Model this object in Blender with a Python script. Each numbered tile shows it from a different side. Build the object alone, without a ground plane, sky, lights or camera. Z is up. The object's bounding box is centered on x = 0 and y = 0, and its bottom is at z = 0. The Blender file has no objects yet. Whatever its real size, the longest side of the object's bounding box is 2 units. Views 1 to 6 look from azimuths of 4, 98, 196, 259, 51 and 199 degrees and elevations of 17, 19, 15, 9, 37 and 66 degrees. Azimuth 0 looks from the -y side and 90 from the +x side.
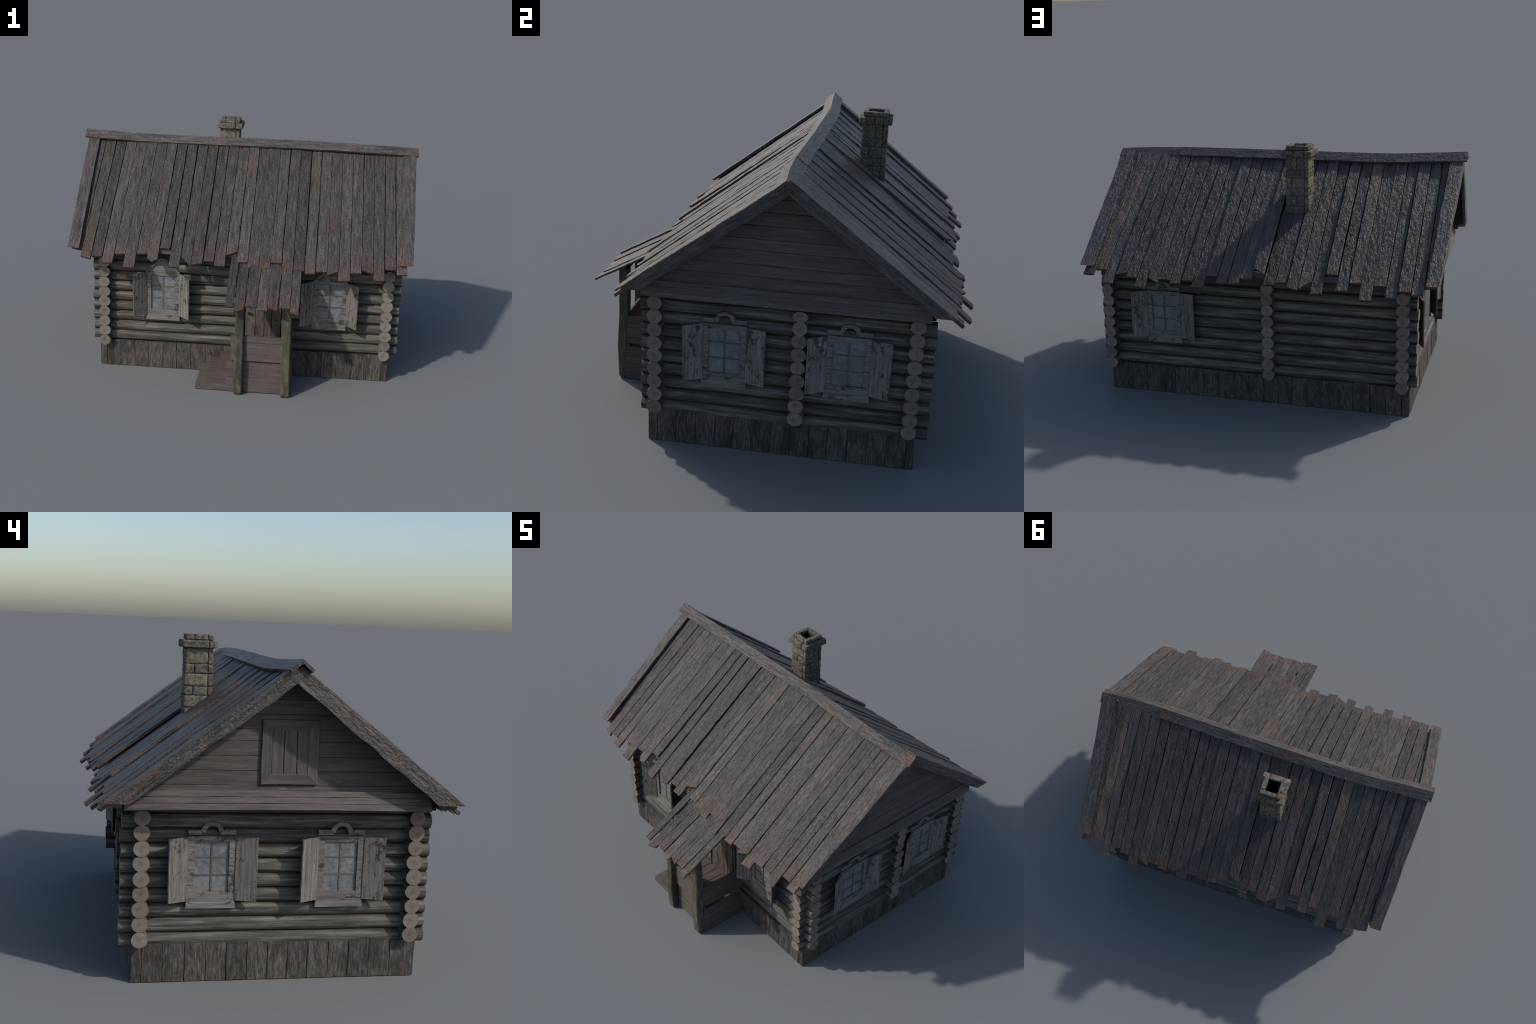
import bpy, math, random
from mathutils import Vector, Matrix, noise

R = random.Random(7)
TAU = math.tau

# ------------------------------------------------------------------ helpers
def nz(x, y=0.0, z=0.0):
    return noise.noise(Vector((x, y, z)))

def frame(origin, xdir, zdir):
    """Placement matrix: local X along xdir, local Z along zdir."""
    x = Vector(xdir).normalized()
    z = Vector(zdir).normalized()
    y = z.cross(x).normalized()
    z = x.cross(y)
    m = Matrix((x, y, z)).transposed().to_4x4()
    m.translation = Vector(origin)
    return m

def add(name, mesh, parent=None, matrix=None, mats=()):
    ob = bpy.data.objects.new(name, mesh)
    bpy.context.scene.collection.objects.link(ob)
    if mats and not mesh.materials:
        for m in mats:
            mesh.materials.append(m)
    if parent is not None:
        ob.parent = parent
    if matrix is not None:
        ob.matrix_world = matrix
    return ob

def mesh_from(name, verts, faces, smooth=None, matidx=None):
    me = bpy.data.meshes.new(name)
    me.from_pydata([tuple(v) for v in verts], [], faces)
    if smooth is not None:
        me.polygons.foreach_set("use_smooth", smooth)
    if matidx is not None:
        me.polygons.foreach_set("material_index", matidx)
    me.update()
    return me

def section(w, t, ch):
    """Chamfered board section with extra points across the faces; (y, z), z from -t to 0."""
    h = w / 2
    ch = min(ch, t * 0.4, h * 0.4)
    return [(-h + ch, 0), (-h / 2, 0), (0, 0), (h / 2, 0), (h - ch, 0), (h, -ch), (h, -t + ch),
            (h - ch, -t), (0, -t), (-h + ch, -t), (-h, -t + ch), (-h, -ch)]

def board_data(L, w, t, seed=0.0, nx=10, edge=0.0015, relief=0.0006, ch=0.002,
               cut0=(0, 0), cut1=(0, 0), tip0=0.0, bend=0.0, twist=0.0, bow=(0.0, 0.0), taper=1.0):
    """A sawn board: local X = length, Y = width, Z = up with its top face at z = 0.
    cut0 / cut1 shift the two ends at y = -w/2 and y = +w/2; tip0 pushes out the middle of end 0."""
    sec = section(w, t, ch)
    n = len(sec)
    V, F = [], []
    for i in range(nx + 1):
        s = i / nx
        for (y, z) in sec:
            f = y / w + 0.5
            x0 = cut0[0] * (1 - f) + cut0[1] * f - tip0 * (1 - abs(2 * f - 1))
            x1 = L + cut1[0] * (1 - f) + cut1[1] * f
            x = x0 + (x1 - x0) * s
            side = 1 if y > 0 else -1
            e = edge * nz(x * 14, side * 3.1 + seed, 1.7) * (1 if abs(y) > w * 0.4 else 0.3)
            lift = relief * nz(x * 30, y * 60, seed + 9) * 2
            yy = y * (1 + (taper - 1) * s) + e
            zz = z + lift + (bend + bow[0] * (1 - f) + bow[1] * f) * 4 * s * (1 - s) + twist * yy * (1 - s)
            V.append((x, yy, zz))
    for i in range(nx):
        for j in range(n):
            a, b = i * n + j, i * n + (j + 1) % n
            F.append((a, a + n, b + n, b))
    F.append(tuple(range(n)))
    F.append(tuple(reversed(range(nx * n, nx * n + n))))
    return V, F

def board(name, parent, mat, L, w, t, matrix, **kw):
    V, F = board_data(L, w, t, **kw)
    return add(name, mesh_from(name, V, F), parent, matrix, (mat,))

def join_data(parts):
    V, F = [], []
    for v, f, m in parts:
        o = len(V)
        V += [(m @ Vector(p)) if m is not None else Vector(p) for p in v]
        F += [tuple(i + o for i in q) for q in f]
    return V, F

def box_data(x0, x1, y0, y1, z0, z1):
    V = [(x, y, z) for x in (x0, x1) for y in (y0, y1) for z in (z0, z1)]
    F = [(0, 1, 3, 2), (4, 6, 7, 5), (0, 4, 5, 1), (2, 3, 7, 6), (0, 2, 6, 4), (1, 5, 7, 3)]
    return V, F

def prism_data(poly, z0, z1):
    """Extrude an (x, y) outline (counter-clockwise) from z0 to z1."""
    n = len(poly)
    V = [(x, y, z0) for x, y in poly] + [(x, y, z1) for x, y in poly]
    F = [tuple(reversed(range(n))), tuple(range(n, 2 * n))]
    F += [(i, (i + 1) % n, n + (i + 1) % n, n + i) for i in range(n)]
    return V, F

# ------------------------------------------------------------------ materials
class Tree:
    def __init__(self, name):
        self.mat = bpy.data.materials.new(name)
        self.mat.use_nodes = True
        self.t = self.mat.node_tree
        self.bsdf = self.t.nodes["Principled BSDF"]
        tc = self.node("ShaderNodeTexCoord")
        self.obj = tc.outputs["Object"]
        oi = self.node("ShaderNodeObjectInfo")
        self.rand = oi.outputs["Random"]
        off = self.node("ShaderNodeVectorMath", operation="SCALE")
        comb = self.node("ShaderNodeCombineXYZ")
        for i in range(3):
            self.t.links.new(self.rand, comb.inputs[i])
        self.t.links.new(comb.outputs[0], off.inputs[0])
        off.inputs["Scale"].default_value = 17.3
        addn = self.node("ShaderNodeVectorMath", operation="ADD")
        self.t.links.new(self.obj, addn.inputs[0])
        self.t.links.new(off.outputs[0], addn.inputs[1])
        self.pos = addn.outputs[0]
        sep = self.node("ShaderNodeSeparateXYZ")
        self.t.links.new(self.obj, sep.inputs[0])
        self.x, self.y, self.z = sep.outputs

    def node(self, kind, **props):
        n = self.t.nodes.new(kind)
        for k, v in props.items():
            setattr(n, k, v)
        return n

    def put(self, sock, v):
        if isinstance(v, bpy.types.NodeSocket):
            self.t.links.new(v, sock)
        elif isinstance(v, tuple) and len(v) == 3 and sock.type == "RGBA":
            sock.default_value = (*v, 1)
        else:
            sock.default_value = v

    def noise(self, scale, sx=1, sy=1, sz=1, detail=4, rough=0.6, dist=0.0, vec=None):
        mp = self.node("ShaderNodeMapping")
        mp.inputs["Scale"].default_value = (sx, sy, sz)
        self.t.links.new(vec or self.pos, mp.inputs["Vector"])
        n = self.node("ShaderNodeTexNoise")
        n.inputs["Scale"].default_value = scale
        n.inputs["Detail"].default_value = detail
        n.inputs["Roughness"].default_value = rough
        n.inputs["Distortion"].default_value = dist
        self.t.links.new(mp.outputs[0], n.inputs["Vector"])
        return n.outputs["Fac"]

    def math(self, op, a, b=0.0, c=0.0, clamp=False):
        n = self.node("ShaderNodeMath", operation=op)
        n.use_clamp = clamp
        self.put(n.inputs[0], a)
        self.put(n.inputs[1], b)
        if op in ("MULTIPLY_ADD", "SMOOTH_MIN", "SMOOTH_MAX"):
            self.put(n.inputs[2], c)
        return n.outputs[0]

    def step(self, v, lo, hi, out0=0.0, out1=1.0):
        n = self.node("ShaderNodeMapRange")
        n.interpolation_type = "SMOOTHSTEP"
        for key, val in (("Value", v), ("From Min", lo), ("From Max", hi), ("To Min", out0), ("To Max", out1)):
            self.put(n.inputs[key], val)
        return n.outputs[0]

    def mix(self, fac, a, b, mode="MIX"):
        n = self.node("ShaderNodeMix", data_type="RGBA", blend_type=mode)
        self.put(n.inputs[0], fac)
        self.put(n.inputs[6], a)
        self.put(n.inputs[7], b)
        return n.outputs[2]

    def ramp(self, fac, *stops):
        n = self.node("ShaderNodeValToRGB")
        el = n.color_ramp.elements
        while len(el) < len(stops):
            el.new(0.5)
        for e, (p, c) in zip(el, stops):
            e.position = p
            e.color = (*c, 1)
        self.put(n.inputs[0], fac)
        return n.outputs[0]

    def gain(self, col, lo=0.8, hi=1.2):
        """Lighter or darker from piece to piece."""
        k = self.math("MULTIPLY_ADD", self.math("FRACT", self.math("MULTIPLY", self.rand, 7.31)), hi - lo, lo)
        n = self.node("ShaderNodeVectorMath", operation="SCALE")
        self.put(n.inputs[0], col)
        self.put(n.inputs["Scale"], k)
        return n.outputs[0]

    def finish(self, col, height, rough=0.7, bump=0.6, dist=0.004, spec=0.35):
        self.put(self.bsdf.inputs["Base Color"], col)
        self.put(self.bsdf.inputs["Roughness"], rough)
        self.bsdf.inputs["Specular IOR Level"].default_value = spec
        if height is not None:
            b = self.node("ShaderNodeBump")
            b.inputs["Strength"].default_value = bump
            b.inputs["Distance"].default_value = dist
            self.put(b.inputs["Height"], height)
            self.t.links.new(b.outputs[0], self.bsdf.inputs["Normal"])
        return self.mat

def roof_wood(name="weathered_roof_wood", arris=True):
    t = Tree(name)
    grain = t.noise(1, 9, 90, 90, detail=5, rough=0.65)
    lump = t.noise(1, 38, 66, 66, detail=3, rough=0.58, dist=1.4)
    blot = t.noise(1, 7, 18, 18, detail=4, rough=0.6)
    col = t.ramp(grain, (0.30, (0.018, 0.017, 0.016)), (0.5, (0.055, 0.049, 0.045)), (0.72, (0.108, 0.095, 0.085)))
    col = t.mix(t.step(lump, 0.56, 0.72), col, (0.026, 0.024, 0.026))
    col = t.mix(t.step(blot, 0.50, 0.66, 0, 0.45), col, (0.040, 0.039, 0.042))
    col = t.mix(t.step(t.noise(1, 5, 30, 30, detail=3), 0.56, 0.70, 0, 0.65), col, (0.090, 0.049, 0.032))
    tan = t.math("MULTIPLY", t.step(t.math("FRACT", t.math("MULTIPLY", t.rand, 3.7)), 0.82 if arris else 2.0, 0.84 if arris else 2.1), t.step(t.noise(1, 4, 14, 14, detail=3), 0.44, 0.60, 0, 0.75))
    col = t.mix(tan, col, (0.120, 0.088, 0.058))
    # rust-red, sappy wood at the eave end, with a bluish worn patch
    edge = t.math("MULTIPLY_ADD", t.noise(1, 10, 70, 70, detail=4, rough=0.7), 0.44, -0.185)
    fresh = t.step(t.math("ADD", t.x, t.math("MULTIPLY", edge, -1.0)), 0.0, 0.07, 1.0, 0.0)
    rust = t.ramp(t.noise(1, 20, 110, 110, detail=4, rough=0.7), (0.34, (0.028, 0.023, 0.022)), (0.54, (0.090, 0.050, 0.034)), (0.70, (0.260, 0.110, 0.050)))
    col = t.mix(t.math("MULTIPLY", fresh, t.math("MULTIPLY_ADD", t.math("FRACT", t.math("MULTIPLY", t.rand, 11.3)), 0.65, 0.30)), col, rust)
    blue = t.step(t.noise(1, 22, 40, 40, detail=2), 0.52, 0.60)
    col = t.mix(t.math("MULTIPLY", t.math("MULTIPLY", fresh, blue), 0.7), col, (0.055, 0.060, 0.075))
    if arris:          # redder sawn edges
        col = t.mix(t.math("MULTIPLY", t.step(t.math("ABSOLUTE", t.y), 0.0235, 0.0285), t.step(blot, 0.46, 0.62, 0, 0.55)), col, (0.150, 0.088, 0.052))
    h = t.math("ADD", t.math("MULTIPLY", lump, 1.3), t.math("MULTIPLY", grain, 0.7))
    return t.finish(t.gain(col, *((0.74, 1.26) if arris else (1.15, 1.35))), h, rough=0.47, bump=1.0, dist=0.0065, spec=0.33)

def plain_wood(name, dark, mid, light, lo=0.8, hi=1.2, along=5, across=80, rough=0.72, bump=0.5,
               stain=None, stain_at=(0.58, 0.7), chips=None, moss=False, knots=False, spec=0.3):
    t = Tree(name)
    grain = t.noise(1, along, across, across, detail=5, rough=0.65)
    fine = t.noise(1, along * 4, across * 3, across * 3, detail=3)
    col = t.ramp(t.math("ADD", t.math("MULTIPLY", grain, 0.75), t.math("MULTIPLY", fine, 0.25)), (0.34, dark), (0.5, mid), (0.66, light))
    if stain:
        col = t.mix(t.step(t.noise(1, 9, 22, 22, detail=4), *stain_at, 0, 0.75), col, stain)
    if knots:
        k = t.node("ShaderNodeTexVoronoi")
        mp = t.node("ShaderNodeMapping")
        mp.inputs["Scale"].default_value = (4, 14, 14)
        t.t.links.new(t.pos, mp.inputs[0])
        t.t.links.new(mp.outputs[0], k.inputs["Vector"])
        k.inputs["Scale"].default_value = 1.0
        col = t.mix(t.step(k.outputs["Distance"], 0.03, 0.09, 0.55, 0.0), col, tuple(c * 1.5 for c in light))
    h = t.math("ADD", grain, t.math("MULTIPLY", fine, 0.4))
    if chips:
        c = t.math("ADD", t.noise(1, 28, 55, 55, detail=5, rough=0.7, dist=0.6), t.math("MULTIPLY", t.noise(1, 6, 9, 9, detail=2), 0.5))
        m = t.step(c, 0.83, 0.87)
        col = t.mix(t.math("MULTIPLY", m, 0.85), col, chips)
        h = t.math("SUBTRACT", h, t.math("MULTIPLY", m, 0.6))
    if moss:
        m = t.math("MULTIPLY", t.step(t.x, 0.0, 0.09, 1, 0), t.step(t.noise(1, 28, 22, 22, detail=5, rough=0.7), 0.50, 0.66, 0, 0.75))
        col = t.mix(m, col, (0.050, 0.062, 0.020))
    return t.finish(t.gain(col, lo, hi), h, rough=rough, bump=bump, dist=0.004, spec=spec)

def log_wood():
    t = Tree("grey_log_wood")
    grain = t.noise(1, 4, 75, 75, detail=5, rough=0.65)
    blot = t.noise(1, 5, 14, 14, detail=4)
    col = t.ramp(grain, (0.33, (0.024, 0.023, 0.021)), (0.5, (0.080, 0.077, 0.067)), (0.68, (0.172, 0.166, 0.146)))
    col = t.mix(t.step(blot, 0.5, 0.7, 0, 0.7), col, (0.048, 0.047, 0.039))
    # dark brown band along the chinks between the logs
    seam = t.step(t.math("ADD", t.math("ABSOLUTE", t.z), t.math("MULTIPLY", t.noise(1, 10, 8, 8), 0.008)), 0.0250, 0.0320)
    col = t.mix(t.math("MULTIPLY", seam, 0.8), col, (0.052, 0.029, 0.014))
    knot = t.noise(1, 22, 40, 40, detail=2)
    col = t.mix(t.step(knot, 0.70, 0.75, 0, 0.8), col, (0.03, 0.026, 0.02))
    return t.finish(t.gain(col, 0.85, 1.15), t.math("ADD", grain, t.math("MULTIPLY", blot, 0.8)), rough=0.70, bump=0.8, dist=0.006)

def log_end_wood():
    t = Tree("log_end_grain")
    cy = t.math("ADD", t.y, t.math("MULTIPLY_ADD", t.rand, 0.012, -0.006))
    cz = t.math("ADD", t.z, t.math("MULTIPLY_ADD", t.math("FRACT", t.math("MULTIPLY", t.rand, 13.7)), 0.012, -0.006))
    r = t.math("SQRT", t.math("ADD", t.math("MULTIPLY", cy, cy), t.math("MULTIPLY", cz, cz)))
    wob = t.noise(1, 45, 45, 45, detail=2)
    rings = t.math("SINE", t.math("MULTIPLY", t.math("ADD", r, t.math("MULTIPLY", wob, 0.016)), 950.0))
    col = t.mix(t.math("MULTIPLY_ADD", rings, 0.40, 0.42, clamp=True), (0.194, 0.171, 0.152), (0.138, 0.119, 0.104))
    col = t.mix(t.step(r, 0.004, 0.015, 0.65, 0.0), col, (0.150, 0.104, 0.072))
    col = t.mix(t.step(r, 0.027, 0.032, 0.0, 0.5), col, (0.155, 0.108, 0.072))
    col = t.mix(t.step(t.noise(1, 35, 35, 35, detail=3), 0.5, 0.7, 0, 0.45), col, (0.235, 0.205, 0.182))
    ang = t.math("ARCTAN2", cz, cy)
    comb = t.node("ShaderNodeCombineXYZ")
    t.put(comb.inputs[0], t.math("MULTIPLY", t.math("SINE", ang), 2.2))
    t.put(comb.inputs[1], t.math("MULTIPLY", t.math("COSINE", ang), 2.2))
    t.put(comb.inputs[2], t.math("MULTIPLY", t.rand, 31.0))
    crack = t.noise(1, detail=3, vec=comb.outputs[0])
    line = t.step(t.math("ABSOLUTE", t.math("SUBTRACT", crack, 0.5)), 0.006, 0.026, 1, 0)
    line = t.math("MULTIPLY", line, t.step(r, 0.004, 0.024, 1, 0.15))
    col = t.mix(t.math("MULTIPLY", line, 0.75), col, (0.06, 0.042, 0.03))
    return t.finish(t.gain(col, 0.78, 1.12), t.math("SUBTRACT", t.math("MULTIPLY", rings, 0.15), line), rough=0.8, bump=0.3, dist=0.002, spec=0.2)

def glass_paint():
    t = Tree("frosted_old_glass")
    n = t.noise(1, 60, 60, 60, detail=6, rough=0.7)
    big = t.noise(1, 14, 14, 14, detail=3)
    col = t.ramp(t.math("ADD", t.math("MULTIPLY", n, 0.6), t.math("MULTIPLY", big, 0.4)), (0.36, (0.078, 0.084, 0.088)), (0.50, (0.138, 0.145, 0.149)), (0.66, (0.205, 0.212, 0.214)))
    return t.finish(col, n, rough=0.45, bump=0.08, dist=0.002, spec=0.3)

def stone():
    t = Tree("rough_stone")
    n = t.noise(1, 70, 70, 70, detail=6, rough=0.7)
    f = t.noise(1, 24, 24, 24, detail=4, rough=0.6)
    col = t.ramp(n, (0.32, (0.044, 0.041, 0.036)), (0.5, (0.130, 0.119, 0.100)), (0.7, (0.250, 0.231, 0.200)))
    tint = t.ramp(t.math("FRACT", t.math("MULTIPLY", t.rand, 5.7)), (0.0, (0.92, 0.95, 0.90)), (0.35, (1.06, 1.01, 0.92)), (0.6, (0.86, 0.72, 0.65)), (0.8, (1.0, 1.02, 1.0)))
    col = t.mix(1.0, col, tint, "MULTIPLY")
    col = t.mix(t.step(f, 0.56, 0.72, 0, 0.6), col, (0.055, 0.049, 0.040))
    return t.finish(t.gain(col, 0.75, 1.15), t.math("ADD", n, t.math("MULTIPLY", f, 1.4)), rough=0.85, bump=0.8, dist=0.006, spec=0.2)

def flat(name, c, rough=0.8, metal=0.0):
    t = Tree(name)
    n = t.noise(1, 40, 40, 40, detail=4)
    col = t.mix(n, tuple(v * 0.6 for v in c), tuple(v * 1.4 for v in c))
    t.bsdf.inputs["Metallic"].default_value = metal
    return t.finish(col, n, rough=rough, bump=0.3)

M_ROOF = roof_wood()
M_TRIM = roof_wood("weathered_trim_wood", arris=False)
M_LOG, M_END = log_wood(), log_end_wood()
M_BASE = plain_wood("plinth_wood", (0.022, 0.019, 0.017), (0.069, 0.060, 0.053), (0.150, 0.131, 0.115), across=130, along=22, bump=1.0, stain=(0.030, 0.026, 0.022), stain_at=(0.50, 0.62), moss=True)
M_FRAME = plain_wood("grey_window_wood", (0.062, 0.057, 0.052), (0.140, 0.129, 0.118), (0.218, 0.205, 0.190), lo=0.88, hi=1.1, across=110, chips=(0.030, 0.027, 0.024))
M_BAR = plain_wood("glazing_bar_wood", (0.058, 0.052, 0.046), (0.092, 0.083, 0.074), (0.126, 0.114, 0.103))
M_PORCH = plain_wood("brown_porch_wood", (0.056, 0.044, 0.041), (0.088, 0.070, 0.065), (0.122, 0.101, 0.094), lo=0.88, hi=1.1, across=90, bump=0.3)
M_GABLE = plain_wood("brown_gable_wood", (0.050, 0.044, 0.041), (0.077, 0.067, 0.062), (0.112, 0.099, 0.091), lo=0.9, hi=1.12, across=85, bump=0.35, knots=True)
M_DOOR = plain_wood("worn_door_wood", (0.042, 0.034, 0.030), (0.096, 0.075, 0.066), (0.150, 0.126, 0.113), lo=0.9, hi=1.1, across=120, along=12, chips=(0.035, 0.038, 0.042), bump=0.6)
M_POST = plain_wood("mossy_post_wood", (0.028, 0.026, 0.020), (0.072, 0.064, 0.050), (0.145, 0.120, 0.096), across=60, along=14, stain=(0.040, 0.048, 0.027), stain_at=(0.46, 0.62), bump=0.5)
M_GLASS, M_STONE = glass_paint(), stone()
M_DARK = flat("dark_backing", (0.016, 0.014, 0.012))
M_MORTAR = flat("grey_mortar", (0.070, 0.064, 0.052))
M_SOOT = flat("soot", (0.008, 0.007, 0.006))
M_IRON = flat("dark_iron", (0.03, 0.027, 0.024), rough=0.5, metal=0.6)

# ------------------------------------------------------------------ the thing
cabin = bpy.data.objects.new("log_cabin", None)
bpy.context.scene.collection.objects.link(cabin)
cabin["label"] = "old weathered log cabin with plank roof, porch and stone chimney"
cabin["category"] = "log cabin"

SIDES = {  # outward normal, direction to the right as seen from outside
    "front": (Vector((0, -1, 0)), Vector((1, 0, 0))),
    "back": (Vector((0, 1, 0)), Vector((-1, 0, 0))),
    "left": (Vector((-1, 0, 0)), Vector((0, -1, 0))),
    "right": (Vector((1, 0, 0)), Vector((0, 1, 0))),
}

# ------------------------------------------------------------------ plinth
BX0, BX1, BY0, BY1, BZ = -0.797, 0.868, -0.469, 0.690, 0.156
core = box_data(BX0 + 0.012, BX1 - 0.012, BY0 + 0.012, BY1 - 0.012, 0.004, BZ - 0.004)
plinth = add("plinth", mesh_from("plinth", *core), cabin, None, (M_BASE,))
def plinth_side(side, a0, a1, plane):
    n, r = SIDES[side]
    length = abs(a1 - a0)
    sgn = 1 if a1 > a0 else -1
    pos = 0.0
    first = True
    while pos < length - 0.001:
        w = 0.040 if first else 0.084 * R.uniform(0.94, 1.06)
        if length - pos - w < 0.03:
            w = length - pos
        first = False
        c = a0 + sgn * (pos + w / 2)
        o = n * (abs(plane) * (1 if (n.x + n.y) * plane > 0 else -1)) if False else None
        p = Vector((c, plane, 0)) if side in ("front", "back") else Vector((plane, c, 0))
        p += n * R.uniform(-0.0012, 0.0012)
        board("plinth_board", plinth, M_BASE, BZ - R.uniform(0.0, 0.003), w - 0.0009, 0.014,
              frame(p, (0, 0, 1), n), seed=R.uniform(0, 99), nx=10, edge=0.002, relief=0.0012, ch=0.0022)
        pos += w
plinth_side("front", BX0, BX1, BY0)
plinth_side("back", BX1 - 0.002, BX0 + 0.002, BY1)
plinth_side("left", BY1 - 0.002, BY0 + 0.002, BX0)
plinth_side("right", BY0 + 0.002, BY1 - 0.002, BX1)

# ------------------------------------------------------------------ log walls
LR = 0.0325
YF, YB, XL, XR = -0.431, 0.659, -0.762, 0.840
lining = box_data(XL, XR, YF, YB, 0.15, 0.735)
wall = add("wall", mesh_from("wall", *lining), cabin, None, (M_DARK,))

def log_mesh(name, length, seed, nseg=18):
    nst = max(6, int(length / 0.035))
    V, F, S, I = [], [], [], []
    for i in range(nst + 1):
        x = length * i / nst
        for j in range(nseg):
            a = TAU * j / nseg
            k = 1 + 0.045 * nz(math.cos(a) * 1.2, math.sin(a) * 1.2, x * 5 + seed) + 0.03 * nz(math.cos(a) * 3, math.sin(a) * 3, x * 16 + seed)
            V.append((x, LR * k * math.cos(a), LR * 0.985 * k * math.sin(a)))
    for i in range(nst):
        for j in range(nseg):
            a, b = i * nseg + j, i * nseg + (j + 1) % nseg
            F.append((a, b, b + nseg, a + nseg))
            S.append(True)
            I.append(0)
    for st, flip in ((0, True), (nst, False)):
        o = len(V)
        ring = [V[st * nseg + j] for j in range(nseg)]
        V += ring
        idx = list(range(o, o + nseg))
        F.append(tuple(reversed(idx)) if flip else tuple(idx))
        S.append(False)
        I.append(1)
    me = mesh_from(name, V, F, S, I)
    me.materials.append(M_LOG)
    me.materials.append(M_END)
    return me

def log_course(axis, fixed, a0, a1, z0, pitch, count=9, variants=3, hewn_top=False):
    length = a1 - a0 + 0.004
    meshes = [log_mesh("log", length, R.uniform(0, 50)) for _ in range(variants)]
    for i in range(count):
        me = meshes[i % variants]
        flip = R.random() < 0.5
        s = R.uniform(0.97, 1.03)
        z = z0 + pitch * i
        squash = 1.0
        if hewn_top and i == count - 1:
            z, squash = z - 0.008, 0.74
        j = R.uniform(-0.0025, 0.0025) + (0.0015 if i % 2 else -0.0015)
        mid = (a0 + a1) / 2 + j
        d = -1 if flip else 1
        st = mid - d * length / 2
        if axis == "x":
            m = frame((st, fixed, z), (d, 0, 0), (0, 0, 1))
        else:
            m = frame((fixed, st, z), (0, d, 0), (0, 0, 1))
        m = m @ Matrix.Diagonal((1, s, s * squash, 1)) @ Matrix.Rotation(R.choice((0, math.pi)), 4, "X")
        add("log", me, wall, m)

log_course("x", YF, -0.831, 0.912, 0.1845, 0.0600)
log_course("x", YB, -0.829, 0.893, 0.1830, 0.0600)
log_course("y", XL, -0.5025, 0.7335, 0.1675, 0.0592)
log_course("y", XR, -0.4985, 0.7360, 0.1670, 0.0592)
log_course("y", -0.053, 0.60, 0.7185, 0.1700, 0.0592)          # cross wall showing at the back
log_course("x", YF, XL, XR, 0.7240, 0.06, count=1, variants=1)   # wall plates
log_course("x", YB, XL, XR, 0.7230, 0.06, count=1, variants=1)
log_course("x", 0.181, 0.76, 0.9115, 0.1985, 0.0594, hewn_top=True)           # cross wall showing at the right

# ------------------------------------------------------------------ windows
WZ0, WZ1, WH = 0.333, 0.586, 0.094

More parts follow.
